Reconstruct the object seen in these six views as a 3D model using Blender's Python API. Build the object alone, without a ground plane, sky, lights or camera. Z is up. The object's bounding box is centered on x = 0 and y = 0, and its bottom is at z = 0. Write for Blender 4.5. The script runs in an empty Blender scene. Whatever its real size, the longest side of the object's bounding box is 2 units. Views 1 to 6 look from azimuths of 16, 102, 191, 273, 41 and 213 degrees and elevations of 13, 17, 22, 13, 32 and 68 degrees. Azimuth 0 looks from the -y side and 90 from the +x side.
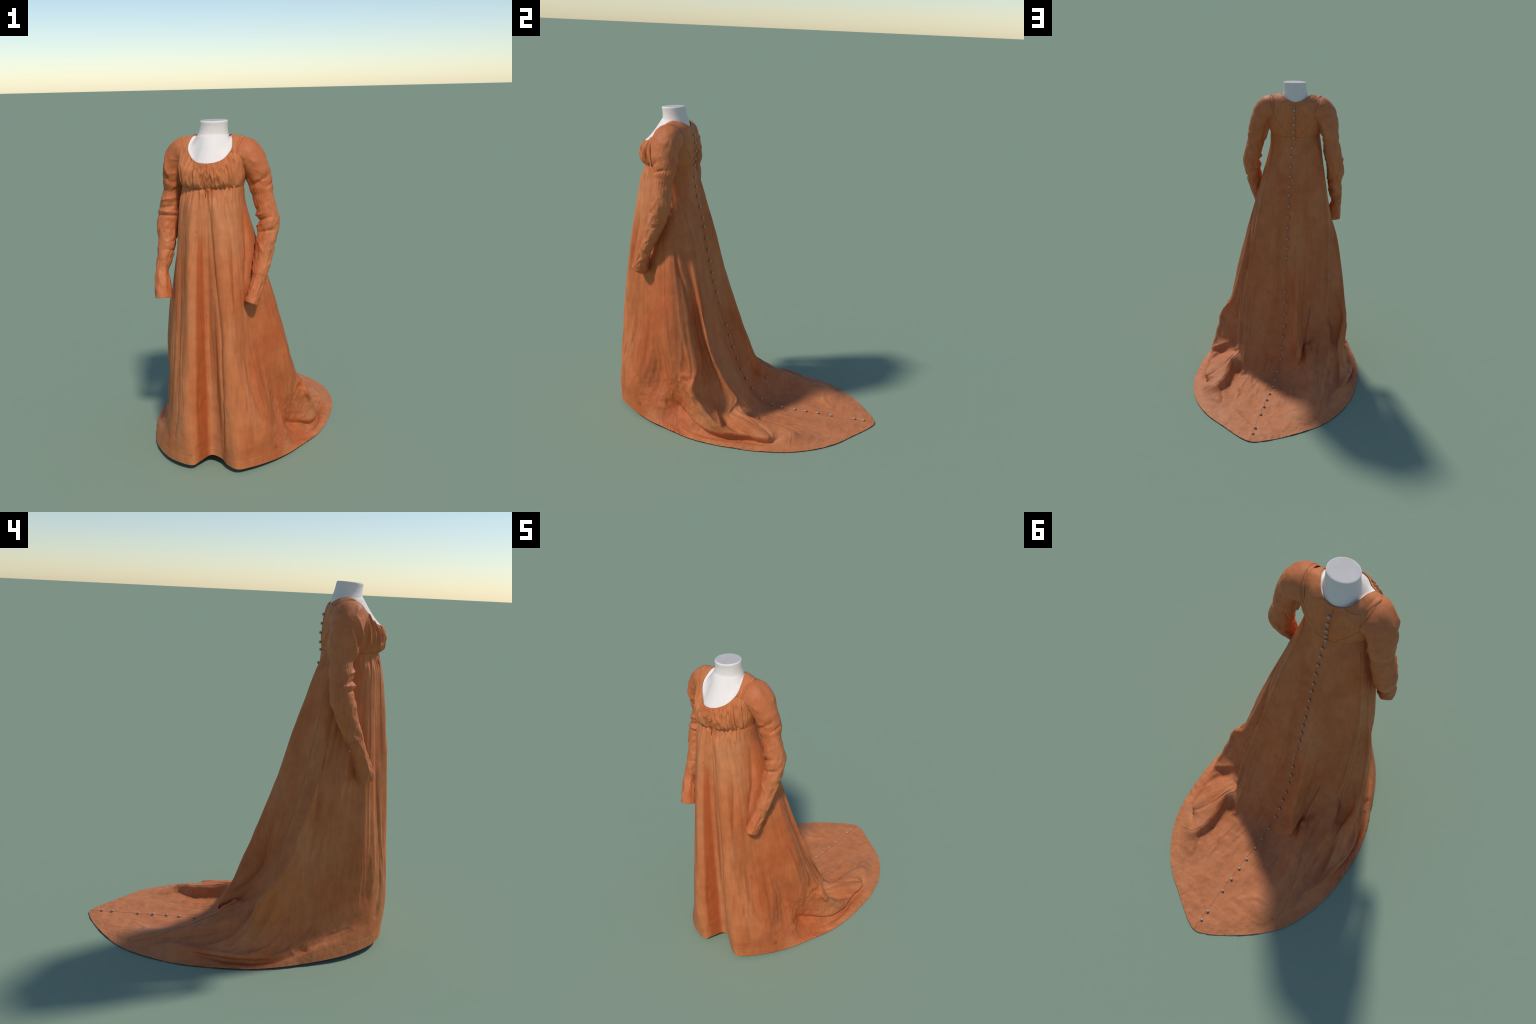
import bpy, math
import numpy as np
from mathutils import Vector, noise

# ------------------------------------------------------------------ helpers
def smooth(a, b, x):
    t = np.clip((np.asarray(x, float) - a) / (b - a), 0, 1)
    return t * t * (3 - 2 * t)

def gauss(x, w):
    return np.exp(-(np.asarray(x, float) / w) ** 2)

def hermite(xk, yk, mk, x):
    """cubic Hermite through knots xk, values yk (n, d), tangents mk."""
    i = np.clip(np.searchsorted(xk, x, side='right') - 1, 0, len(xk) - 2)
    h = (xk[i + 1] - xk[i])[:, None]
    s = ((x - xk[i])[:, None]) / h
    return ((2*s**3 - 3*s**2 + 1) * yk[i] + (s**3 - 2*s**2 + s) * h * mk[i]
            + (-2*s**3 + 3*s**2) * yk[i + 1] + (s**3 - s**2) * h * mk[i + 1])

def tangents(xk, yk, monotone):
    xk = np.asarray(xk, float); yk = np.asarray(yk, float)
    h = np.diff(xk)[:, None]; d = np.diff(yk, axis=0) / h
    m = np.zeros_like(yk)
    m[0], m[-1] = d[0], d[-1]
    h0, h1 = h[:-1], h[1:]
    c = (d[:-1] * h1 + d[1:] * h0) / (h0 + h1)
    if monotone:
        lim = 3 * np.minimum(abs(d[:-1]), abs(d[1:]))
        c = np.where(d[:-1] * d[1:] <= 0, c * 0.25, np.sign(c) * np.minimum(abs(c), lim))
    m[1:-1] = c
    return m

def spline(xk, yk, x, monotone=True):
    xk = np.asarray(xk, float); yk = np.asarray(yk, float)
    return hermite(xk, yk, tangents(xk, yk, monotone), np.asarray(x, float))

def spline_loop(xk, period, yk, x, monotone=False):
    """periodic version; xk[0] = 0 ... < period."""
    xk = np.asarray(xk, float); yk = np.asarray(yk, float)
    e = 3
    X = np.r_[xk[-e:] - period, xk, xk[:e] + period]
    Y = np.concatenate([yk[-e:], yk, yk[:e]])
    return hermite(X, Y, tangents(X, Y, monotone), np.asarray(x, float))

def grid_normals(G, wrap):
    """G (nt, nk, 3): vertex normals of a grid, wrap along axis 1."""
    if wrap:
        dk = np.roll(G, -1, 1) - np.roll(G, 1, 1)
    else:
        dk = np.gradient(G, axis=1)
    dt = np.gradient(G, axis=0)
    n = np.cross(dt, dk)
    return n / np.maximum(np.linalg.norm(n, axis=-1, keepdims=True), 1e-9)

def fbm(P, scale, octaves=3, seed=0.0):
    """fractal noise of points P (..., 3); scale = number or (sx, sy, sz)."""
    Q = (np.asarray(P) * np.asarray(scale)).reshape(-1, 3) + seed
    out = np.array([noise.fractal(q, 1.0, 2.0, octaves) for q in Q.tolist()])
    return out.reshape(np.asarray(P).shape[:-1])

def link(ob, parent=None):
    bpy.context.scene.collection.objects.link(ob)
    if parent is not None:
        ob.parent = parent
    return ob

def mesh_from(name, verts, faces, mat, parent, smooth_shade=True):
    me = bpy.data.meshes.new(name)
    me.from_pydata(np.asarray(verts).tolist(), [], faces)
    me.update()
    if smooth_shade:
        me.polygons.foreach_set('use_smooth', [True] * len(me.polygons))
    me.materials.append(mat)
    return link(bpy.data.objects.new(name, me), parent)

def grid_mesh(name, G, mat, parent, wrap=True, thickness=0.0, flip=False):
    nt, nk = G.shape[:2]
    j = np.arange(nk if wrap else nk - 1); i = np.arange(nt - 1)
    I, J = np.meshgrid(i, j, indexing='ij'); K = (J + 1) % nk
    F = np.stack([I*nk + J, (I+1)*nk + J, (I+1)*nk + K, I*nk + K], -1).reshape(-1, 4)
    if flip:
        F = F[:, ::-1]
    ob = mesh_from(name, G.reshape(-1, 3), F.tolist(), mat, parent)
    if thickness:
        m = ob.modifiers.new('cloth_thickness', 'SOLIDIFY')
        m.thickness = thickness; m.offset = -1.0
    return ob

def give_normals(ob, vn):
    ob.data.normals_split_custom_set_from_vertices(np.asarray(vn).tolist())

def grid_shell(name, G, Nrm, mat, parent, thickness, flip=False):
    """closed ring of cloth with real thickness; shading normals come from the uncut sheet."""
    nt, nk = G.shape[:2]; n = nt*nk
    inner = G - Nrm*thickness
    inner[..., 2] = np.maximum(inner[..., 2], np.minimum(G[..., 2], 0.0002))
    I, J = np.meshgrid(np.arange(nt-1), np.arange(nk), indexing='ij'); K = (J + 1) % nk
    F = np.stack([I*nk + J, (I+1)*nk + J, (I+1)*nk + K, I*nk + K], -1).reshape(-1, 4)
    j = np.arange(nk); k = (j + 1) % nk; e = (nt-1)*nk
    top = np.stack([j, k, k + n, j + n], -1); bot = np.stack([e + k, e + j, e + j + n, e + k + n], -1)
    faces = np.concatenate([F, F[:, ::-1] + n, top, bot])
    if flip:
        faces = faces[:, ::-1]
    ob = mesh_from(name, np.concatenate([G.reshape(-1, 3), inner.reshape(-1, 3)]), faces.tolist(), mat, parent)
    give_normals(ob, np.concatenate([Nrm.reshape(-1, 3), -Nrm.reshape(-1, 3)]))
    return ob

def tube(name, P, r, mat, parent, sides=6, closed=False):
    """thin round thread following the polyline P."""
    P = np.asarray(P, float); n = len(P)
    T = (np.roll(P, -1, 0) - np.roll(P, 1, 0)) if closed else np.gradient(P, axis=0)
    T /= np.maximum(np.linalg.norm(T, axis=1, keepdims=True), 1e-9)
    ref = np.where(abs(T[:, 2:3]) < 0.8, [[0, 0, 1.0]], [[0, 1.0, 0]])
    A = np.cross(T, ref); A /= np.linalg.norm(A, axis=1, keepdims=True)
    B = np.cross(T, A)
    a = np.linspace(0, 2*np.pi, sides, endpoint=False)
    V = P[:, None] + r * (A[:, None] * np.cos(a)[None, :, None] + B[:, None] * np.sin(a)[None, :, None])
    rows = n if closed else n - 1
    F = []
    for i in range(rows):
        for k in range(sides):
            F.append((i*sides + k, ((i+1) % n)*sides + k, ((i+1) % n)*sides + (k+1) % sides, i*sides + (k+1) % sides))
    return mesh_from(name, V.reshape(-1, 3), F, mat, parent)

# ------------------------------------------------------------------ materials
def new_mat(name):
    m = bpy.data.materials.new(name); m.use_nodes = True
    nt = m.node_tree
    return m, nt, nt.nodes['Principled BSDF']

def node(nt, kind, **kw):
    n = nt.nodes.new(kind)
    for k, v in kw.items():
        setattr(n, k, v)
    return n

def silk(name, base, warm, pale, rough=0.62, zones=False):
    """shot silk: three close oranges in soft long patches, fine thread streaks, crumple and weave bump.
    zones: red shade baked into the front pleat and side panel, and a paler train."""
    m, nt, b = new_mat(name)
    L = nt.links.new
    tc = node(nt, 'ShaderNodeTexCoord')

    def tex(scale, detail, vec=None, stretch=None):
        n = node(nt, 'ShaderNodeTexNoise'); n.inputs['Scale'].default_value = scale; n.inputs['Detail'].default_value = detail
        if stretch:
            mp = node(nt, 'ShaderNodeMapping'); mp.inputs['Scale'].default_value = stretch
            L(tc.outputs['Object'], mp.inputs['Vector']); L(mp.outputs['Vector'], n.inputs['Vector'])
        else:
            L(tc.outputs['Object'], n.inputs['Vector'])
        return n.outputs['Fac']

    def maprange(v, a0, a1, b0=0.0, b1=1.0):
        r = node(nt, 'ShaderNodeMapRange', interpolation_type='SMOOTHSTEP')
        for k, x in zip(('From Min', 'From Max', 'To Min', 'To Max'), (a0, a1, b0, b1)):
            r.inputs[k].default_value = x
        L(v, r.inputs['Value'])
        return r.outputs['Result']

    def math_(op, a_, b_=None):
        n = node(nt, 'ShaderNodeMath', operation=op)
        for i, v in enumerate((a_, b_)):
            if v is None: continue
            if isinstance(v, (int, float)): n.inputs[i].default_value = v
            else: L(v, n.inputs[i])
        return n.outputs[0]

    def mix(fac, A, Bc, mode='MIX'):
        x = node(nt, 'ShaderNodeMix', data_type='RGBA', blend_type=mode)
        for sock, v in ((x.inputs[0], fac), (x.inputs[6], A), (x.inputs[7], Bc)):
            if isinstance(v, (int, float)): sock.default_value = v
            elif isinstance(v, tuple): sock.default_value = (*v, 1)
            else: L(v, sock)
        return x.outputs[2]

    r1 = node(nt, 'ShaderNodeValToRGB')
    r1.color_ramp.elements[0].position = 0.34; r1.color_ramp.elements[0].color = (*warm, 1)
    r1.color_ramp.elements[1].position = 0.68; r1.color_ramp.elements[1].color = (*pale, 1)
    e = r1.color_ramp.elements.new(0.5); e.color = (*base, 1)
    L(tex(1.0, 3, stretch=(5, 5, 2.2)), r1.inputs['Fac'])
    col = r1.outputs['Color']
    if zones:
        sp = node(nt, 'ShaderNodeSeparateXYZ'); L(tc.outputs['Object'], sp.inputs[0])
        X, Y, Z = sp.outputs
        # pleat shadow painted as a red strip left of centre, widening downwards
        off = math_('ABSOLUTE', math_('SUBTRACT', X, math_('ADD', math_('MULTIPLY', Z, .012), -.014)))
        wid = math_('ADD', math_('MULTIPLY', Z, -.012), .036)
        strip = maprange(math_('DIVIDE', off, wid), 1.0, .35)
        strip = math_('MULTIPLY', strip, maprange(Y, -.66, -.70))
        strip = math_('MULTIPLY', strip, maprange(Z, 1.5, 1.25))
        side = math_('MULTIPLY', maprange(X, .17, .32), maprange(Y, -.16, -.36))  # side panel tinted darker and redder for occlusion and light bounced between folds
        wob = maprange(tex(6, 3, stretch=(1, 1, .5)), .3, .7, .35, 1.0)
        red = math_('MAXIMUM', math_('MULTIPLY', strip, .85), math_('MULTIPLY', math_('MULTIPLY', side, wob), .72))
        col = mix(red, col, (0.41, 0.082, 0.019))
        col = mix(math_('MULTIPLY', maprange(Y, .02, .30), .6), col, (0.55, 0.200, 0.080))
    streak = maprange(tex(1.0, 3, stretch=(80, 80, 7)), .3, .7, .95, 1.05)
    col = mix(1.0, col, streak, 'MULTIPLY')
    mott = maprange(tex(16, 4), .3, .7, .93, 1.06)
    col = mix(1.0, col, mott, 'MULTIPLY')
    r3 = node(nt, 'ShaderNodeValToRGB')                     # rare small brown stains
    r3.color_ramp.elements[0].position = 0.73; r3.color_ramp.elements[0].color = (1, 1, 1, 1)
    r3.color_ramp.elements[1].position = 0.80; r3.color_ramp.elements[1].color = (0.55, 0.5, 0.42, 1)
    L(tex(26, 2), r3.inputs['Fac'])
    col = mix(.7, col, r3.outputs['Color'], 'MULTIPLY')
    L(col, b.inputs['Base Color'])
    b.inputs['Roughness'].default_value = rough
    b.inputs['Specular IOR Level'].default_value = 0.22
    bp = node(nt, 'ShaderNodeBump'); bp.inputs['Strength'].default_value = 0.25; bp.inputs['Distance'].default_value = 0.006
    L(tex(42, 4), bp.inputs['Height'])
    bp2 = node(nt, 'ShaderNodeBump'); bp2.inputs['Strength'].default_value = 0.12; bp2.inputs['Distance'].default_value = 0.002
    L(tex(1.0, 2, stretch=(260, 260, 60)), bp2.inputs['Height']); L(bp.outputs['Normal'], bp2.inputs['Normal'])
    L(bp2.outputs['Normal'], b.inputs['Normal'])
    return m

SILK = silk('orange_silk', (0.55, 0.172, 0.058), (0.52, 0.146, 0.044), (0.56, 0.198, 0.074))
SILK_SKIRT = silk('orange_silk_skirt', (0.55, 0.170, 0.058), (0.52, 0.142, 0.044), (0.56, 0.197, 0.076), zones=True)
SILK_SLEEVE = silk('orange_silk_sleeve', (0.53, 0.158, 0.055), (0.50, 0.130, 0.040), (0.545, 0.185, 0.070), 0.55)
SILK_HEM = silk('orange_silk_hem', (0.55, 0.178, 0.062), (0.53, 0.158, 0.050), (0.56, 0.200, 0.076), zones=True)

def plain(name, col, rough, spec=0.5, var=0.06, scale=12.0, metallic=0.0):
    m, nt, b = new_mat(name); L = nt.links.new
    tc = node(nt, 'ShaderNodeTexCoord')
    n = node(nt, 'ShaderNodeTexNoise'); n.inputs['Scale'].default_value = scale; n.inputs['Detail'].default_value = 3
    L(tc.outputs['Object'], n.inputs['Vector'])
    r = node(nt, 'ShaderNodeValToRGB')
    r.color_ramp.elements[0].position = 0.35; r.color_ramp.elements[0].color = (*[c*(1-var) for c in col], 1)
    r.color_ramp.elements[1].position = 0.65; r.color_ramp.elements[1].color = (*[min(1, c*(1+var)) for c in col], 1)
    L(n.outputs['Fac'], r.inputs['Fac']); L(r.outputs['Color'], b.inputs['Base Color'])
    b.inputs['Roughness'].default_value = rough
    b.inputs['Specular IOR Level'].default_value = spec
    b.inputs['Metallic'].default_value = metallic
    return m

WHITE = plain('white_plaster', (0.80, 0.715, 0.655), 0.65, 0.3, 0.025, 9.0)
THREAD = plain('seam_thread', (0.42, 0.125, 0.046), 0.8, 0.2, 0.1, 60.0)
CAP = plain('grey_plaster', (0.56, 0.52, 0.50), 0.7, 0.2, 0.04, 14.0)
BUTTON = plain('button_shell', (0.42, 0.35, 0.28), 0.35, 0.5, 0.15, 300.0)
LINING = plain('cream_lining', (0.55, 0.47, 0.33), 0.8, 0.2, 0.1, 40.0)

# ------------------------------------------------------------------ the thing
gown = bpy.data.objects.new('gown', None)
link(gown)
gown.location = (0, 0, 0)
gown['label'] = 'high-waisted orange silk gown with long train on white headless mannequin'
gown['category'] = 'dress'

# ------------------------------------------------------------------ bodice (local frame, front = -y)
YAW = math.radians(6.5); OX, OY = 0.022, -0.56
def to_world(P):
    P = np.asarray(P, float); c, s = math.cos(YAW), math.sin(YAW)
    return np.stack([OX + c*P[..., 0] - s*P[..., 1], OY + s*P[..., 0] + c*P[..., 1], P[..., 2]], -1)

HALF = [   # neckline -> waist, from front centre round the +x side to back centre
 [(0,-.174,1.768),(0,-.179,1.738),(0,-.180,1.70),(0,-.171,1.66),(0,-.155,1.632)],
 [(.050,-.158,1.772),(.057,-.173,1.738),(.063,-.177,1.70),(.064,-.168,1.66),(.06,-.148,1.632)],
 [(.088,-.115,1.787),(.102,-.135,1.755),(.113,-.150,1.71),(.116,-.142,1.66),(.110,-.122,1.632)],
 [(.122,-.072,1.83),(.14,-.085,1.795),(.153,-.10,1.735),(.153,-.094,1.67),(.147,-.085,1.632)],
 [(.125,-.02,1.880),(.15,-.022,1.872),(.177,-.035,1.835),(.186,-.04,1.72),(.169,-.04,1.632)],
 [(.112,.03,1.912),(.15,.025,1.902),(.182,.02,1.887),(.194,.01,1.72),(.174,.0,1.632)],
 [(.092,.075,1.906),(.13,.073,1.893),(.165,.078,1.862),(.184,.062,1.72),(.164,.05,1.632)],
 [(.066,.106,1.890),(.10,.118,1.865),(.132,.122,1.80),(.142,.112,1.71),(.135,.095,1.632)],
 [(.034,.120,1.876),(.052,.136,1.835),(.066,.142,1.77),(.072,.143,1.70),(.07,.133,1.632)],
 [(0,.124,1.869),(0,.142,1.825),(0,.149,1.76),(0,.151,1.70),(0,.147,1.632)],
]
ring = np.array(HALF + [[(-x, y, z) for x, y, z in s] for s in HALF[-2:0:-1]])   # (18, 5, 3)

# ------------------------------------------------------------------ skirt
# Each station is one line of cloth from the waist seam (t = 0) to the hem (t = 12);
# t = 11 is the inner edge of the hem facing.  Between stations the cloth is splined.
# 'H' stations hang free: a point for each height, then the hem point.
ZT = [(1.632, 0), (1.5, 1), (1.2, 2), (0.9, 3), (0.6, 4), (0.4, 5), (0.22, 7), (0.10, 10.6)]
def hang(pts, hem):
    """pts: (x, y) at z = 1.632, 1.5, 1.2, 0.9, 0.6, 0.4, 0.22; then falls to hem."""
    zs = [1.632, 1.5, 1.2, 0.9, 0.6, 0.4, 0.22]; ts = [0, 1, 2, 3, 4, 5, 7]
    out = [(t, p[0], p[1], z) for t, p, z in zip(ts, pts, zs)]
    q = pts[-1]; f = 0.70
    zb = hem[2] + 0.055
    out.append((11, q[0] + (hem[0]-q[0])*f, q[1] + (hem[1]-q[1])*f, zb))
    out.append((12, *hem))
    return out

def lay(top, rest):
    """top: (x, y) at z = 1.632, 1.5, 1.2, 0.9, 0.6; rest: (t, x, y, z) down to the hem."""
    zs = [1.632, 1.5, 1.2, 0.9, 0.6]
    return [(t, p[0], p[1], z) for t, (p, z) in enumerate(zip(top, zs))] + rest

FRONT_AND_PLEAT = [
 # front valley and right front bulge
 hang([(.03,-.725),(.03,-.733),(.028,-.745),(.025,-.752),(.022,-.752),(.02,-.750),(.02,-.748)], (.02,-.745,.057)),
 hang([(.055,-.722),(.06,-.740),(.065,-.760),(.07,-.773),(.075,-.775),(.08,-.770),(.08,-.765)], (.082,-.758,.05)),
 hang([(.075,-.716),(.085,-.745),(.10,-.777),(.115,-.803),(.125,-.828),(.133,-.832),(.137,-.828)], (.14,-.808,.037)),
 hang([(.10,-.706),(.115,-.735),(.148,-.778),(.172,-.807),(.19,-.828),(.20,-.838),(.205,-.842)], (.20,-.836,.034)),
 hang([(.13,-.688),(.148,-.700),(.187,-.720),(.208,-.732),(.230,-.744),(.264,-.768),(.283,-.782)], (.27,-.79,.032)),
 hang([(.155,-.66),(.170,-.660),(.207,-.662),(.230,-.660),(.257,-.668),(.312,-.684),(.353,-.688)], (.36,-.68,.025)),
 hang([(.175,-.627),(.188,-.615),(.228,-.597),(.262,-.587),(.298,-.580),(.335,-.580),(.370,-.578)], (.43,-.56,.018)),
 lay([(.183,-.605),(.198,-.585),(.253,-.56),(.304,-.543),(.342,-.518)],
     [(5,.337,-.497,.40),(7,.366,-.482,.22),(9,.405,-.47,.12),(11,.440,-.455,.045),(12,.482,-.43,.014)]),
]
SIDE_FOLDS = [
 # side seam ridge
 lay([(.188,-.585),(.205,-.56),(.265,-.515),(.330,-.485),(.395,-.455)],
     [(5,.402,-.42,.40),(7,.390,-.39,.24),(8.5,.378,-.38,.14),(10,.42,-.365,.07),(11,.47,-.345,.022),(12,.522,-.32,.010)]),
 lay([(.19,-.56),(.207,-.53),(.272,-.468),(.342,-.42),(.405,-.368)],
     [(5,.432,-.325,.42),(6.5,.452,-.30,.30),(8,.450,-.275,.17),(9.3,.475,-.25,.080),(10.1,.475,-.255,.025),(11,.515,-.245,.014),(12,.552,-.225,.008)]),
 # big side fold ending in a pointed tip above the hem
 lay([(.19,-.545),(.203,-.505),(.264,-.435),(.318,-.366),(.368,-.294)],
     [(5,.412,-.240,.41),(6,.472,-.238,.31),(7.5,.497,-.165,.19),(9,.514,-.072,.066),(9.8,.50,-.085,.018),(11,.542,-.09,.012),(12,.570,-.10,.006)]),
 # valley behind it, then over the rolled cloth on the floor
 lay([(.188,-.53),(.195,-.492),(.238,-.40),(.262,-.325),(.278,-.265)],
     [(5,.282,-.205,.42),(6,.295,-.155,.30),(7,.335,-.09,.14),(8,.42,-.02,.08),(9,.49,.09,.06),(9.8,.483,.09,.016),(11,.54,.07,.010),(12,.573,.05,.005)]),
 # ridge of the next fold
 lay([(.183,-.51),(.185,-.475),(.226,-.362),(.266,-.287),(.310,-.207)],
     [(5,.325,-.138,.42),(6,.318,-.065,.285),(7,.30,-.005,.18),(7.6,.318,-.02,.12),(8.3,.37,.09,.10),(9,.455,.26,.055),(9.8,.452,.28,.018),(11,.51,.26,.010),(12,.558,.24,.005)]),
 lay([(.175,-.495),(.172,-.463),(.207,-.350),(.242,-.280),(.280,-.205)],
     [(5,.292,-.138,.42),(6,.292,-.07,.29),(7,.285,-.005,.19),(7.6,.29,.025,.13),(8.3,.335,.09,.10),(9,.33,.24,.078),(10,.385,.385,.060),(11,.47,.385,.010),(12,.520,.39,.005)]),
 lay([(.165,-.475),(.156,-.450),(.184,-.343),(.212,-.277),(.243,-.205)],
     [(5,.255,-.142,.42),(6,.260,-.075,.30),(7,.255,.01,.185),(7.6,.25,.075,.10),(8.3,.285,.12,.022),(9,.303,.27,.016),(10,.333,.42,.034),(11,.40,.50,.008),(12,.450,.525,.004)]),
]
BACK_PANEL = [
 # broad smooth back panel
 lay([(.13,-.45),(.122,-.428),(.145,-.337),(.165,-.272),(.19,-.200)],
     [(5,.205,-.135,.41),(6,.208,-.06,.27),(7,.208,.04,.13),(7.6,.21,.11,.055),(8.3,.215,.18,.018),(9,.225,.32,.010),(10,.25,.48,.009),(11,.315,.605,.006),(12,.345,.65,.004)]),
 lay([(.09,-.43),(.085,-.412),(.10,-.330),(.11,-.266),(.12,-.189)],
     [(5,.127,-.123,.40),(6,.13,-.045,.26),(7,.13,.055,.115),(7.6,.135,.125,.05),(8.3,.14,.20,.015),(9,.15,.34,.008),(10,.165,.54,.009),(11,.20,.70,.006),(12,.22,.742,.004)]),
 # button line
 lay([(.016,-.41),(.018,-.397),(.010,-.333),(.006,-.273),(-.006,-.189)],
     [(5,-.016,-.121,.40),(6,-.020,-.062,.25),(7,-.018,.018,.118),(7.6,-.015,.078,.050),(8.3,-.012,.19,.010),(9,-.003,.42,.007),(10,0,.65,.006),(11,0,.82,.005),(12,-.005,.872,.003)]),
 # fold hanging beside the buttons, looping under at the floor
 lay([(-.03,-.412),(-.03,-.394),(-.038,-.315),(-.045,-.243),(-.052,-.158)],
     [(5,-.062,-.095,.40),(6,-.075,-.03,.26),(7,-.085,.045,.12),(7.6,-.09,.10,.055),(8.3,-.085,.21,.012),(9,-.07,.42,.008),(10,-.06,.64,.007),(11,-.062,.80,.006),(12,-.07,.852,.003)]),
 lay([(-.06,-.418),(-.063,-.378),(-.077,-.287),(-.088,-.205),(-.100,-.108)],
     [(5,-.113,-.042,.42),(6,-.135,.012,.29),(7,-.165,.085,.165),(7.6,-.160,.105,.10),(8.3,-.145,.20,.030),(9,-.14,.38,.012),(10,-.14,.60,.010),(11,-.14,.76,.007),(12,-.15,.808,.003)]),
 lay([(-.10,-.43),(-.107,-.420),(-.125,-.357),(-.140,-.287),(-.153,-.197)],
     [(5,-.158,-.175,.42),(6,-.166,-.11,.29),(7,-.176,.00,.185),(7.6,-.19,.09,.12),(8.3,-.205,.21,.055),(9,-.22,.37,.034),(10,-.22,.56,.024),(11,-.225,.70,.007),(12,-.238,.748,.003)]),
]
TRAIN_FOLDS = [
 # crest that runs from the back out over the train
 lay([(-.128,-.45),(-.138,-.440),(-.174,-.390),(-.198,-.346),(-.210,-.263)],
     [(5,-.205,-.19,.42),(6,-.200,-.088,.26),(7,-.222,.01,.213),(7.6,-.255,.10,.170),(8.3,-.29,.22,.118),(9,-.32,.36,.073),(10,-.345,.49,.042),(11,-.33,.61,.010),(12,-.318,.684,.003)]),
 lay([(-.138,-.47),(-.156,-.452),(-.213,-.404),(-.250,-.350),(-.268,-.272)],
     [(5,-.268,-.22,.40),(6,-.280,-.13,.28),(7,-.30,-.02,.205),(7.6,-.318,.08,.155),(8.3,-.345,.21,.105),(9,-.37,.33,.065),(10,-.38,.46,.030),(11,-.37,.56,.009),(12,-.385,.622,.003)]),
 lay([(-.145,-.48),(-.17,-.455),(-.240,-.402),(-.285,-.345),(-.312,-.268)],
     [(5,-.318,-.235,.39),(6,-.350,-.155,.26),(7,-.375,-.035,.165),(7.6,-.378,.06,.12),(8.3,-.388,.17,.078),(9,-.40,.29,.048),(10,-.41,.41,.028),(11,-.42,.50,.010),(12,-.445,.548,.003)]),
 lay([(-.152,-.51),(-.183,-.48),(-.248,-.44),(-.293,-.397),(-.342,-.315)],
     [(5,-.365,-.25,.40),(6,-.378,-.18,.26),(7,-.402,-.06,.15),(7.6,-.415,.03,.085),(8.3,-.425,.14,.055),(9,-.43,.25,.050),(10,-.445,.34,.040),(11,-.465,.40,.010),(12,-.502,.435,.003)]),
]
FAR_SIDE = [
 # side fold: outermost edge of the skirt on this side
 lay([(-.157,-.55),(-.180,-.528),(-.247,-.478),(-.332,-.411),(-.402,-.318)],
     [(5,-.427,-.235,.43),(6,-.432,-.165,.315),(7,-.432,-.085,.160),(7.6,-.447,-.00,.100),(8.3,-.465,.09,.065),(9,-.475,.18,.054),(10,-.488,.25,.042),(11,-.515,.275,.010),(12,-.550,.285,.003)]),
 lay([(-.157,-.575),(-.174,-.56),(-.230,-.515),(-.302,-.458),(-.363,-.382)],
     [(5,-.410,-.306,.42),(6,-.434,-.250,.30),(7,-.446,-.185,.155),(7.6,-.472,-.135,.085),(8.3,-.512,-.095,.060),(9,-.524,-.06,.050),(9.8,-.510,-.04,.014),(11,-.54,.03,.008),(12,-.572,.07,.004)]),
 # hollow between the side fold and the front
 lay([(-.153,-.605),(-.169,-.598),(-.211,-.575),(-.270,-.545),(-.300,-.487)],
     [(5,-.322,-.452,.42),(6,-.347,-.412,.30),(7,-.378,-.356,.165),(8.3,-.443,-.316,.075),(9,-.475,-.29,.05),(9.8,-.490,-.27,.025),(11,-.525,-.21,.013),(12,-.558,-.16,.006)]),
 lay([(-.146,-.632),(-.163,-.635),(-.190,-.637),(-.230,-.642),(-.262,-.632)],
     [(5,-.285,-.618,.42),(6,-.303,-.588,.30),(7,-.333,-.543,.19),(9,-.395,-.48,.10),(11,-.455,-.435,.055),(12,-.485,-.40,.012)]),
 hang([(-.133,-.66),(-.147,-.668),(-.168,-.690),(-.194,-.700),(-.219,-.715),(-.228,-.714),(-.266,-.702)], (-.36,-.655,.027)),
 hang([(-.11,-.69),(-.122,-.698),(-.138,-.727),(-.155,-.748),(-.172,-.775),(-.187,-.788),(-.202,-.792)], (-.24,-.785,.034)),
]
FRONT_LEFT = [
 # left front bulge and valley wall
 hang([(-.08,-.712),(-.090,-.722),(-.104,-.753),(-.118,-.785),(-.128,-.820),(-.135,-.838),(-.14,-.846)], (-.145,-.838,.036)),
 hang([(-.04,-.722),(-.048,-.753),(-.054,-.796),(-.057,-.823),(-.058,-.844),(-.058,-.857),(-.058,-.861)], (-.056,-.850,.036)),
 hang([(.0,-.726),(-.003,-.744),(-.006,-.772),(-.011,-.793),(-.017,-.808),(-.022,-.814),(-.025,-.814)], (-.028,-.808,.044)),
]

STATIONS = FRONT_AND_PLEAT + SIDE_FOLDS + BACK_PANEL + TRAIN_FOLDS + FAR_SIDE + FRONT_LEFT

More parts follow.
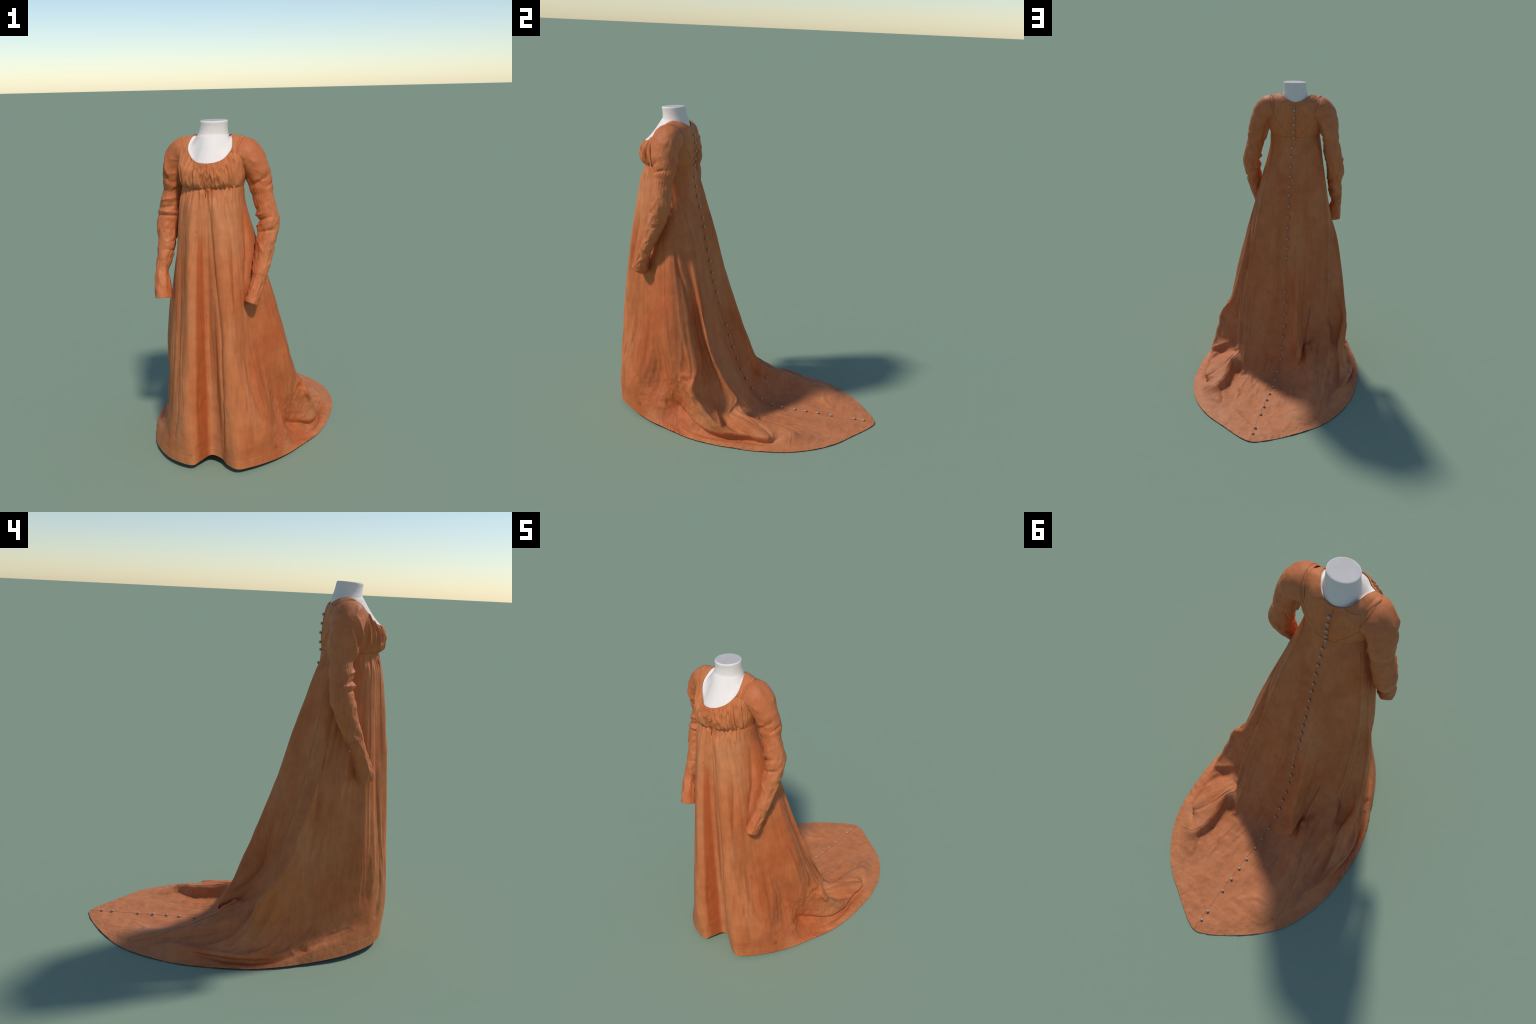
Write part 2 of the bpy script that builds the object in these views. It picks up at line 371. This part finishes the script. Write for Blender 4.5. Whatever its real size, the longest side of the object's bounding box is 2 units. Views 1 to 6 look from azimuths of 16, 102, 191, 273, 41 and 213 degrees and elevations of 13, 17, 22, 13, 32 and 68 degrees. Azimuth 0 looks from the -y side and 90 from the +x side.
NT, NK = 300, 840
tt = np.concatenate([np.linspace(0, 4, 110, endpoint=False), np.linspace(4, 11, 160, endpoint=False), np.linspace(11, 12, 30)])
NT = len(tt); ROW_HEM = int(np.argmin(abs(tt - 11)))
lines = []
for s in STATIONS:
    a = np.array(s, float)
    lines.append(spline(a[:, 0], a[:, 1:], tt, True))
lines = np.array(lines)                                   # (stations, NT, 3)
gap = np.linalg.norm(np.roll(lines, -1, 0) - lines, axis=2)[::5].mean(1) if False else \
      np.linalg.norm(np.roll(lines, -1, 0) - lines, axis=2).mean(1)
kk = np.r_[0, np.cumsum(gap)[:-1]]; PERIOD = gap.sum()
uu = np.linspace(0, PERIOD, NK, endpoint=False)
S = spline_loop(kk, PERIOD, lines.reshape(len(STATIONS), -1), uu).reshape(NK, NT, 3).transpose(1, 0, 2).copy()
# the top edge is sewn to the bodice: pull it onto the bodice's waist ring
wr = spline_loop(np.arange(len(ring)), len(ring), ring[:, 4], np.linspace(0, len(ring), 720, endpoint=False))
wr = to_world(wr)
wa = np.unwrap(np.arctan2(wr[:, 1] - OY, wr[:, 0] - OX)); sa = np.arctan2(S[0, :, 1] - OY, S[0, :, 0] - OX)
o = np.argsort(wa % (2*np.pi))
rr = np.interp(sa % (2*np.pi), (wa % (2*np.pi))[o], np.hypot(wr[:, 0] - OX, wr[:, 1] - OY)[o], period=2*np.pi)
dx = np.stack([OX + rr*np.cos(sa), OY + rr*np.sin(sa)], -1) - S[0, :, :2]
S[..., :2] += dx[None] * (1 - smooth(0, 1.0, tt))[:, None, None]
N = grid_normals(S, True)
# outward check
if (N[5, :, :2] * (S[5, :, :2] - [0.018, -0.567])).sum() < 0:
    N = -N; FLIP = True
else:
    FLIP = False

T2 = tt[:, None] * np.ones((1, NK)); U2 = uu[None, :] * np.ones((NT, 1))
frontness = smooth(-.60, -.68, S[0, :, 1])[None, :]
disp = np.zeros((NT, NK))
# gathers below the waist seam at the front, tiny ease at the back
ang = np.arctan2(S[0, :, 1] + .567, S[0, :, 0] - .018)
gq = np.stack([np.cos(ang)[None, :]*np.ones((NT, 1)), np.sin(ang)[None, :]*np.ones((NT, 1)), T2*0.10], -1)
gath = 0.75*(.55 - 2.0*np.abs(fbm(gq, 7.5, 1, 2.2))) + .45*fbm(gq, 15, 1, 6.1)
fade = smooth(0, .12, tt) * np.exp(-(tt / 1.0)**1.3)
disp += 0.014 * fade[:, None] * gath * (0.12 + 0.88*frontness)
# soft long folds of hanging cloth
q = np.stack([np.cos(2*np.pi*U2/PERIOD)*3.2, np.sin(2*np.pi*U2/PERIOD)*3.2, T2*0.13], -1)
longfold = fbm(q, 1.5, 2, 3.1)
disp += 0.008 * longfold * (smooth(.8, 2.5, tt) * (1 - smooth(6.5, 8.5, tt)))[:, None]
# crumples everywhere, stronger near the floor
cr = fbm(S, 9.0, 3, 11.0)
cr2 = np.abs(fbm(S, 22.0, 2, 5.0))
amp = (0.0015 + 0.0032*smooth(3.5, 8, tt))[:, None] * (1 - .7*frontness)
disp += amp*cr + .4*amp*(cr2 - .2)
# pressed folds and creases: (height, width in metres, [(station, t), ...])
FOLDS = [
 (.005,.016,[(3.5,3.7),(3.7,4.9),(3.9,6.7),(4.0,9)]), (-.007,.022,[(4.2,3.2),(4.6,4.8),(5.2,6.3),(6.2,8)]),
 (-.008,.024,[(30.1,1.6),(30.5,3.5),(30.6,5.4),(30.2,8)]), (.005,.018,[(32.7,1.5),(32.7,3.7),(32.8,9.6)]),
 (-.008,.016,[(0.6,.5),(1.3,1.8),(2.0,3.2),(1.9,4.0),(1.6,7.4),(1.5,11)]), (.004,.014,[(3.3,1.5),(3.5,3.5)]),
 (-.007,.014,[(32.5,.15),(32.6,1.3),(31.8,2.2)]), (-.006,.014,[(4.2,1.5),(3.9,2.0),(3.7,2.6)]),
 (-.008,.016,[(7.2,1.0),(5.9,1.9),(5.2,2.4)]), (.004,.008,[(0.0,.8),(0.0,4),(0.05,11.5)]),
 (.006,.014,[(8.1,3.2),(8.3,4.8),(8.1,8)]), (-.006,.014,[(9.3,4.1),(9.35,5.1)]), (.010,.018,[(10.0,4.9),(9.8,6.2),(10.1,8.7)]),
 (-.014,.018,[(8.0,8.6),(8.6,9.2),(9.5,9.7),(10.5,9.9),(11.5,9.9)]), (-.008,.018,[(8.3,9.0),(9.0,9.3),(9.5,9.8)]),
 (.006,.016,[(8.7,5.5),(9.3,5.35),(9.9,5.3)]), (-.006,.014,[(9.0,5.8),(9.6,5.9)]), (.008,.016,[(10.7,7.2),(10.5,8.0),(10.2,8.6)]),
 (-.008,.014,[(9.3,1.8),(10.2,3.0),(10.5,3.6)]),
 (.006,.014,[(19.0,3.0),(19.0,5.4),(19.0,6.8)]), (-.009,.016,[(20.0,3.4),(19.9,4.6),(19.7,5.7),(19.2,6.7)]),
 (-.009,.016,[(18.0,5.6),(18.2,6.4),(18.5,6.9),(19.0,7.15)]), (-.012,.014,[(18.3,7.4),(19.0,7.25),(19.6,7.0),(20.3,6.8)]),
 (.010,.014,[(20.0,7.2),(20.5,6.9),(20.8,6.6)]), (-.012,.016,[(22.8,5.0),(23.3,5.7),(23.1,6.8)]),
 (.009,.014,[(23.0,5.2),(22.7,6.6),(22.4,7.9),(21.6,9.2)]), (-.010,.018,[(23.3,7.0),(22.8,8.2),(22.0,9.5)]),
 (.009,.016,[(25.1,5.7),(24.5,6.6),(23.8,7.3)]), (-.008,.014,[(24.2,5.6),(24.0,6.5)]), (.007,.014,[(26.0,8.4),(25.5,9.1),(24.5,9.4),(23.4,9.6)]),
 (-.007,.016,[(21.8,6.3),(21.5,7.4),(21.2,8.2)]), (.006,.014,[(20.5,8.3),(20.0,8.8)]), (-.006,.012,[(20.8,8.2),(20.3,8.8)]),
 (.010,.018,[(24.2,4.2),(25.0,5.2),(25.3,6.2),(25.4,7.4)]), (-.010,.018,[(25.6,5.4),(25.8,6.4),(25.8,7.2)]),
 (.009,.018,[(26.8,5.8),(26.7,7.1),(26.1,8.6)]), (-.008,.018,[(26.5,6.4),(26.0,7.3)]),
 (-.012,.014,[(24.9,1.6),(25.3,2.5),(26.2,3.4),(26.5,4.4)]), (-.010,.012,[(26.8,9.5),(26.2,9.7),(25.3,9.9)]), (-.005,.02,[(27.8,3.2),(28.2,5.0)]),
 (.005,.012,[(27.1,8.2),(27.6,10)]), (-.005,.012,[(27.4,8.4),(27.9,10.2)]),
 (.005,.014,[(13.4,6.9),(12.8,7.8),(12.5,8.6)]), (-.007,.012,[(12.9,7.6),(12.4,8.6),(12.0,9.1)]), (.004,.012,[(14.6,8.7),(15.2,9.2),(15.4,9.6)]),
 (-.005,.014,[(13.6,9.4),(14.3,9.9),(14.9,10.3)]), (.004,.012,[(15.5,10.1),(16.4,10.3),(17.0,10.4)]), (.005,.014,[(18.6,9.8),(19.6,9.6),(20.4,9.7)]),
]
kx = np.r_[kk, PERIOD]
def grid_at(st, t):
    c = np.interp(st, np.arange(len(kx)), kx) / PERIOD * NK
    r = np.interp(t, tt, np.arange(NT))
    return r, c
for h, w, pts in FOLDS:
    p = np.array(pts, float)
    x = np.linspace(0, len(p) - 1, 8*(len(p) - 1) + 1)
    q = spline(np.arange(len(p)), p, x, True)
    r, c = grid_at(q[:, 0], q[:, 1])
    line = S[np.clip(np.round(r).astype(int), 0, NT-1), np.round(c).astype(int) % NK]
    lo_, hi_ = line.min(0) - 3*w, line.max(0) + 3*w
    m = np.all((S > lo_) & (S < hi_), axis=-1)
    ii = np.where(m)
    V = S[ii]; best = np.full(len(V), 9.0); u = np.zeros(len(V))
    for k in range(len(line) - 1):
        e = line[k+1] - line[k]
        f = np.clip(((V - line[k]) @ e) / max(e @ e, 1e-12), 0, 1)
        dk = np.linalg.norm(V - line[k] - f[:, None]*e, axis=1)
        g = dk < best
        best[g] = dk[g]; u[g] = (k + f[g]) / (len(line) - 1)
    disp[ii] += 1.45 * h * np.exp(-(best / w) ** 1.6) * (0.15 + 0.85*np.sin(np.pi*np.clip(u, 0, 1))**.6)
# long sharp creases in the hanging cloth and fine wrinkles across the train
cq = np.stack([np.cos(2*np.pi*U2/PERIOD)*5.5, np.sin(2*np.pi*U2/PERIOD)*5.5, T2*0.45], -1)
disp += 0.0095*(0.22 - np.abs(fbm(cq, 1.6, 2, 9.3))) * (smooth(2.2, 5, tt) * (1 - smooth(8, 10, tt)))[:, None] * (1 - frontness*smooth(4.5, 6.5, tt)[:, None])
flat = smooth(.12, .03, S[..., 2]) * smooth(-.05, .15, S[..., 1])
disp += 0.0024 * flat * fbm(S, (6, 24, 10), 2, 14.0) * smooth(11.6, 10.8, T2)
# crimped hem facing
crimp = fbm(np.stack([np.cos(2*np.pi*U2/PERIOD)*60, np.sin(2*np.pi*U2/PERIOD)*60, T2*.5], -1), 1.0, 2, 2.0)
disp += 0.0022 * crimp * (smooth(10.9, 11.4, tt))[:, None] * (1 - .5*frontness)
disp += -0.0006 * gauss(tt - 11, .05)[:, None]
S = S + N * disp[..., None]
# keep the cloth on the floor
S[..., 2] = np.maximum(S[..., 2], 0.0005 + 0.002*smooth(11.9, 9.5, T2))
lo = S[..., 2].min(); S[..., 2] -= lo * smooth(7, 12, T2)

N = grid_normals(S, True)
if FLIP: N = -N
skirt = grid_shell('skirt', S[:ROW_HEM + 1], N[:ROW_HEM + 1], SILK_SKIRT, gown, 0.004, FLIP)
hem = grid_shell('hem_band', S[ROW_HEM:], N[ROW_HEM:], SILK_HEM, skirt, 0.004, FLIP)

def u_of(k):            # column of a station
    return int(round(kk[k % len(kk)] / PERIOD * NK)) % NK

def cloth_line(col0, col1, r0, r1, lift=0.0004, n=160):
    r = np.linspace(r0, r1, n); c = np.linspace(col0, col1, n)
    ri = np.round(r).astype(int); ci = np.round(c).astype(int) % NK
    return S[ri, ci] + N[ri, ci] * lift

row = lambda t: int(np.argmin(abs(tt - t)))
for a, b, t0, t1 in [(u_of(8), u_of(8), .6, 11), (u_of(23), u_of(23), .4, 5), (u_of(21), u_of(22), 5.8, 10.6), (u_of(17)-2, u_of(17)-2, 0, 12), (u_of(13), u_of(13), .3, 10.8)]:
    tube('seam', cloth_line(a, b, row(t0), row(t1)), 0.0008, THREAD, skirt, 5)
tube('waist_seam', S[0] + N[0]*0.0005, 0.0016, THREAD, skirt, 6, True)
# front slit below the waist
tube('front_slit', cloth_line(u_of(0)+1, u_of(0), row(0.05), row(.42), .0003, 30), 0.002, THREAD, skirt, 5)

NB, MB = 720, 90
vv = np.linspace(0, 4, MB)
bl = np.array([spline(np.arange(5), s, vv, False) for s in ring])
bg = np.linalg.norm(np.roll(bl, -1, 0) - bl, axis=2).mean(1)
bk = np.r_[0, np.cumsum(bg)[:-1]]; BP = bg.sum()
bu = np.linspace(0, BP, NB, endpoint=False)
B = spline_loop(bk, BP, bl.reshape(len(ring), -1), bu).reshape(NB, MB, 3).transpose(1, 0, 2).copy()
core = B.copy()                                            # mannequin chest follows this shape
Nb = grid_normals(B, True)
if (Nb[60, :, :2] * B[60, :, :2]).sum() < 0: Nb = -Nb; BFLIP = True
else: BFLIP = False
U3 = bu[None, :]*np.ones((MB, 1)); V3 = vv[:, None]*np.ones((1, NB))
su = np.minimum(bu, BP - bu)                               # distance from front centre
gmask = 1 - smooth(bk[3], bk[4], su)                       # gathered front part
def wavy(f, seed):
    w = np.stack([np.cos(2*np.pi*U3/BP), np.sin(2*np.pi*U3/BP), V3*.055], -1)
    return fbm(w, f, 1, seed)
g1 = wavy(6.5, 1.5); g2 = wavy(12, 8.0); g3 = wavy(22, 3.0)
ridge = (.42 - 1.7*np.abs(g1)) + .6*(.25 - 1.2*np.abs(g2)) + .2*g3
env = (0.55 + 0.45*np.sin(np.pi*np.clip(V3/4, 0, 1))) * smooth(0, .12, V3) * smooth(4, 3.75, V3)
d = 0.019 * ridge * gmask[None, :] * env
d += 0.0018 * fbm(B, 16, 3, 4.0) * (1 - gmask)[None, :] * smooth(0, .3, V3) * smooth(4, 3.7, V3)
d = np.maximum(d, -.006)
d += 0.003 * smooth(0, .05, V3) * (1 - .6*smooth(3.5, 4, V3))
d += -0.002 * gauss(V3 - .12, .06) * gmask[None, :]        # drawstring channel
B = to_world(B + Nb * d[..., None])
bodice = grid_mesh('bodice', B, SILK, gown, True, 0.003, BFLIP)
Bn = grid_normals(B, True)
if BFLIP: Bn = -Bn
tube('neckline_binding', B[0] + Bn[0]*.001, 0.0024, SILK_HEM, bodice, 6, True)

def bodice_line(pts, n=60):
    """pts: (station position, v) control points on the bodice grid."""
    p = np.array(pts, float); x = np.linspace(0, len(p)-1, n)
    q = spline(np.arange(len(p)), p, x, False)
    pos = np.interp(q[:, 0] % len(ring), np.arange(len(ring)+1), np.r_[bk, BP])
    c = np.round(pos/BP*NB).astype(int) % NB; r = np.clip(np.round(q[:, 1]/4*(MB-1)).astype(int), 0, MB-1)
    return B[r, c] + Bn[r, c]*.0005
for sgn in (1, -1):
    f = lambda k: k if sgn == 1 else len(ring) - k
    tube('seam', bodice_line([(f(7.6), 0), (f(7.2), .6), (f(6.6), 1.25)]), .0008, THREAD, bodice, 5)   # yoke
    tube('seam', bodice_line([(f(6.9), 2.2), (f(7.6), 2.8), (f(8.2), 3.4), (f(8.45), 4)]), .0008, THREAD, bodice, 5)
tube('seam', bodice_line([(9, 0), (9, 2), (9, 4)]) + np.array([-.006, 0, 0]), .0008, THREAD, bodice, 5)

# ------------------------------------------------------------------ mannequin neck and chest
a = np.linspace(0, 2*np.pi, NB, endpoint=False)
cb = core[0]
phi = np.arctan2(cb[:, 1] - 0.02, cb[:, 0])
def neck_ring(cx, cy, rx, ry, z, tilt=0.0):
    y = cy + ry*np.sin(phi)
    return np.stack([cx + rx*np.cos(phi), y, z + tilt*(y - cy)], -1)
rows = []
for k in (0.0, .3, .6, .85, .94):
    rows.append(neck_ring(.012, .018, .076*k, .069*k, 1.9935 + .001*k, .05))
rows += [neck_ring(.012, .018, .0765, .070, 1.992, .05), neck_ring(.012, .018, .0785, .0725, 1.986, .05),
         neck_ring(.010, .022, .079, .073, 1.965, .03), neck_ring(.007, .026, .081, .076, 1.94, .0),
         neck_ring(.003, .030, .087, .082, 1.915, -.06)]
base = neck_ring(.001, .028, .096, .088, 1.897, -.12)
inner = core[0] - Nb[0]*.005
for k in (0.0, .12, .3, .5, .75, 1.0):
    r = base*(1-k) + inner*k
    r[:, 2] -= 0.010*np.sin(np.pi*k)*(1 - smooth(-.02, .06, cb[:, 1]))
    rows.append(r)
for k in (6, 14, 24):
    rows.append(core[k] - Nb[k]*.014)
key = np.array(rows)
tk = np.arange(len(key))
fine = np.linspace(0, len(key)-1, 130)
M = spline(tk, key.reshape(len(key), -1), fine, True).reshape(len(fine), NB, 3)
cut = int(len(fine) * 9.4/ (len(key)-1))
MW = to_world(M)
MW[..., 2] = np.minimum(MW[..., 2], 2.0)
capr = int(len(fine) * 4.6/(len(key)-1))
neck = grid_mesh('neck', MW[capr:cut+1, ::2], WHITE, gown, True, 0, not BFLIP)
cap = grid_mesh('neck_cap', MW[:capr+1, ::2], CAP, neck, True, 0, not BFLIP)
chest = grid_mesh('chest', MW[cut:, ::2], WHITE, gown, True, 0, not BFLIP)
for ob in (neck, chest, cap):
    pn = np.array([p.normal[:] for p in ob.data.polygons]); pc = np.array([p.center[:] for p in ob.data.polygons])
    if (pn * (pc - np.array([OX, OY, 1.70]))).sum() < 0:
        ob.data.flip_normals()
Nm = grid_normals(MW[:, ::2], True)
if (Nm[40:] * (MW[40:, ::2] - np.array([OX, OY, 1.70]))).sum() < 0: Nm = -Nm
give_normals(neck, Nm[capr:cut+1].reshape(-1, 3)); give_normals(chest, Nm[cut:].reshape(-1, 3))

# ------------------------------------------------------------------ sleeves
def unit(v): return np.asarray(v, float) / np.linalg.norm(v)

def sleeve(rings, folds, seed, band_s, wrist_s):
    """rings: (centre, radius sideways/up, radius front-back, optional axis)."""
    C = np.array([r[0] for r in rings], float)
    n = len(C); x = np.arange(n)
    seg = np.r_[0, np.cumsum(np.linalg.norm(np.diff(C, axis=0), axis=1))]
    T = np.gradient(C, seg, axis=0)
    for i, r in enumerate(rings):
        if len(r) > 3: T[i] = r[3]
    T /= np.linalg.norm(T, axis=1, keepdims=True)
    ns, nf = 330, 150
    ss = np.linspace(0, seg[-1], ns)
    c = spline(seg, C, ss, False); t = spline(seg, T, ss, True); t /= np.linalg.norm(t, axis=1, keepdims=True)
    rad = spline(seg, np.array([[r[1], r[2]] for r in rings]), ss, True)
    Yv = np.array([0, 1.0, 0])
    bvec = Yv - t * (t @ Yv)[:, None]; bvec /= np.linalg.norm(bvec, axis=1, keepdims=True)
    avec = np.cross(bvec, t)
    f = np.linspace(0, 2*np.pi, nf, endpoint=False)
    G = (c[:, None] + avec[:, None]*(rad[:, :1]*np.cos(f))[..., None] + bvec[:, None]*(rad[:, 1:]*np.sin(f))[..., None])
    Nn = G - c[:, None]; Nn /= np.linalg.norm(Nn, axis=-1, keepdims=True)
    ssg = ss[:, None]*np.ones((1, nf)); fg = f[None, :]*np.ones((ns, 1))
    D = np.zeros((ns, nf))
    # placed folds: (s, angle in degrees, s, angle, width, height)
    for s0, a0, s1, a1, w, h in folds:
        a0 = math.radians(a0); a1 = math.radians(a1); R = .055
        p0 = np.array([s0, 0]); p1 = np.array([s1, (a1 - a0)*R])
        da = ((fg - a0 + np.pi) % (2*np.pi)) - np.pi
        px, py = ssg, da*R
        dv = p1 - p0; L2 = dv @ dv
        u = np.clip(((px-p0[0])*dv[0] + (py-p0[1])*dv[1])/L2, 0, 1)
        dist = np.hypot(px - p0[0] - u*dv[0], py - p0[1] - u*dv[1])
        D += 1.7*h*np.exp(-(dist/(.85*w))**1.5)*(0.35 + .65*np.sin(np.pi*np.clip(u, .02, .98)))
    P = np.stack([np.cos(fg)*.055, np.sin(fg)*.055, ssg], -1)
    w1 = fbm(P, (22, 22, 15), 3, seed)
    D += 0.0035*w1*smooth(0, .06, ssg)*(1 - .7*gauss(ssg-band_s, .025))
    D += 0.009*(.2 - np.abs(fbm(P, (17, 17, 12), 2, seed+9)))*smooth(0, .08, ssg)*(1 - .8*gauss(ssg-band_s, .03))
    # gauged band at the elbow and fine gathers at the wrist
    D += 0.0011*np.sin(ssg*2*np.pi/.0062)*smooth(.020, .014, abs(ssg - band_s))
    D += -0.004*gauss(ssg - band_s, .018)
    gat = np.sin(fg*26 + 2*np.sin(fg*3)) * .0011
    D += gat*(gauss(ssg - band_s - .035, .018) + gauss(ssg - band_s + .03, .012))
    D += .0009*np.sin(fg*34 + 3*np.sin(fg*5))*gauss(ssg - wrist_s, .012)
    G = G + Nn*D[..., None]
    ob = grid_mesh('sleeve', G, SILK_SLEEVE, gown, True, 0.003, False)
    nrm = np.array([p.normal[:] for p in ob.data.polygons]); ctr = np.array([p.center[:] for p in ob.data.polygons])
    mid = np.repeat((c[:-1]+c[1:])/2, nf, 0)
    if ((ctr - mid)*nrm).sum() < 0: ob.data.flip_normals()
    Nn = grid_normals(G, True)
    if (Nn*(G - c[:, None])).sum() < 0: Nn = -Nn
    tube('armhole_seam', G[4] + Nn[4]*.0005, .0012, THREAD, ob, 5, True)
    iw = int(np.argmin(abs(ss - wrist_s)))
    tube('wrist_seam', G[iw] + Nn[iw]*.0004, .0009, THREAD, ob, 5, True)
    # lining disc well inside the cuff, so the sleeve is not see-through
    ib = ns - 40
    ringv = c[ib] + (G[ib] - c[ib])*.93
    mesh_from('cuff_lining', np.vstack([ringv, c[ib]]), [(i, (i+1) % nf, nf) for i in range(nf)], LINING, ob)
    return ob, G, Nn, ss

LEFT = [  # +x sleeve
 ((.158,-.518,1.803), .099, .090, unit((1,.1,-.22))),
 ((.195,-.516,1.806), .096, .094, unit((.85,.05,-.50))),
 ((.232,-.514,1.782), .084, .089, unit((.5,.03,-.86))),
 ((.264,-.514,1.72), .075, .078),
 ((.279,-.507,1.667), .071, .073),
 ((.294,-.508,1.60), .067, .066),
 ((.304,-.509,1.55), .060, .057),
 ((.318,-.510,1.49), .061, .062),
 ((.331,-.512,1.435), .061, .064),
 ((.323,-.535,1.336), .058, .057),
 ((.313,-.572,1.243), .052, .047),
 ((.299,-.624,1.118), .040, .037),
 ((.283,-.650,1.050), .038, .044),
 ((.263,-.676,.982), .040, .052),
]
RIGHT = [  # -x sleeve
 ((-.110,-.545,1.803), .100, .088, unit((-1,-.1,-.22))),
 ((-.145,-.540,1.808), .098, .094, unit((-.85,-.05,-.50))),
 ((-.182,-.533,1.787), .082, .089, unit((-.5,-.0,-.86))),
 ((-.220,-.525,1.725), .067, .086),
 ((-.234,-.516,1.65), .062, .080),
 ((-.246,-.511,1.577), .058, .062),
 ((-.264,-.519,1.498), .060, .064),
 ((-.282,-.531,1.388), .063, .062),
 ((-.272,-.570,1.285), .052, .055),
 ((-.280,-.603,1.205), .046, .048),
 ((-.285,-.634,1.134), .038, .040),
 ((-.270,-.664,1.058), .047, .044),
 ((-.264,-.682,.985), .051, .050),
]
FL = [(.10,20,.30,10,.010,.006),(.12,45,.30,25,.010,-.004),(.40,-90,.41,40,.012,.006),(.43,-120,.45,20,.012,-.007),(.47,-60,.50,60,.012,.006),
      (.50,-150,.53,-30,.012,-.006),(.36,-60,.40,30,.010,-.005),(.57,-40,.66,-110,.012,.005),(.62,30,.75,-30,.012,.004),(.20,-150,.24,-40,.014,-.006),
      (.24,150,.26,230,.012,-.006),(.16,60,.28,140,.015,.005),(.31,60,.40,10,.008,-.005),(.55,120,.60,200,.012,-.005)]
FR = [(.08,-30,.20,-100,.014,.006),(.12,-20,.22,-90,.012,-.006),(.10,160,.24,175,.012,.006),(.32,-120,.36,-30,.012,.006),(.37,-140,.41,-20,.012,-.006),
      (.43,-170,.45,0,.010,-.0045),(.41,-160,.42,10,.012,.004),(.48,-120,.56,-60,.014,.004),(.22,120,.27,240,.014,-.006),(.18,90,.23,160,.014,.005),
      (.56,100,.60,220,.012,-.006),(.30,170,.44,190,.010,.005),(.64,90,.65,250,.008,-.004)]
sl, GL, NL, sL = sleeve(LEFT, FL, 21.0, .29, .765)
sr, GR, NR, sR = sleeve(RIGHT, FR, 47.0, .285, .71)

# ------------------------------------------------------------------ buttons
def button_mesh(r):
    V, F = [], []
    prof = [(0, 0), (.45, 0), (.45, .35), (.80, .45), (1, .75), (1, 1.05), (.82, 1.38), (.5, 1.58), (.2, 1.66)]
    n = 16
    for pr, ph_ in prof[1:]:
        for k in range(n):
            t = 2*math.pi*k/n
            V.append((r*pr*math.cos(t), r*pr*math.sin(t), r*ph_))
    for i in range(len(prof)-2):
        for k in range(n):
            F.append((i*n+k, i*n+(k+1) % n, (i+1)*n+(k+1) % n, (i+1)*n+k))
    V.append((0, 0, r*1.68)); top = len(V)-1
    for k in range(n): F.append(((len(prof)-2)*n+k, (len(prof)-2)*n+(k+1) % n, top))
    me = bpy.data.meshes.new('button'); me.from_pydata(V, [], F); me.update()
    me.polygons.foreach_set('use_smooth', [True]*len(me.polygons)); me.materials.append(BUTTON)
    return me
BM = button_mesh(0.0083)
def add_button(p, nrm, parent, sc=1.0):
    ob = bpy.data.objects.new('button', BM)
    ob.location = p; ob.rotation_euler = Vector(nrm).to_track_quat('Z', 'Y').to_euler(); ob.scale = (sc, sc, sc)
    return link(ob, parent)
# five on the bodice, then down the skirt by height, then along the train by y
for z in (1.819, 1.770, 1.721, 1.673, 1.633):
    c = int(round(bk[9]/BP*NB)) - 2
    r = int(np.argmin(abs(B[:, c, 2] - z)))
    add_button(B[r, c], Bn[r, c], bodice)
bc = u_of(17)
heights = [1.560,1.498,1.428,1.368,1.295,1.229,1.155,1.078,1.008,.922,.865,.790,.712,.632,.554,.484,.402,.319,.248,.184,.115]
for i, z in enumerate(heights):
    r = int(np.argmin(abs(S[:row(8), bc, 2] - z)))
    add_button(S[r, bc], N[r, bc], skirt, .7 if i in (12, 13) else 1.0)
for y in (.09, .168, .24, .326, .409, .489, .573, .730, .798):
    r = int(np.argmin(abs(S[:, bc, 1] - y)))
    add_button(S[r, bc], N[r, bc], skirt)
# one at each wrist opening, on the back of the cuff
for G, Nn, ss, s0, fa, ob in ((GR, NR, sR, .745, 60, sr), (GL, NL, sL, .79, 100, sl)):
    i = int(np.argmin(abs(ss - s0))); j = int(fa/360*150)
    add_button(G[i, j], Nn[i, j], ob, .8)
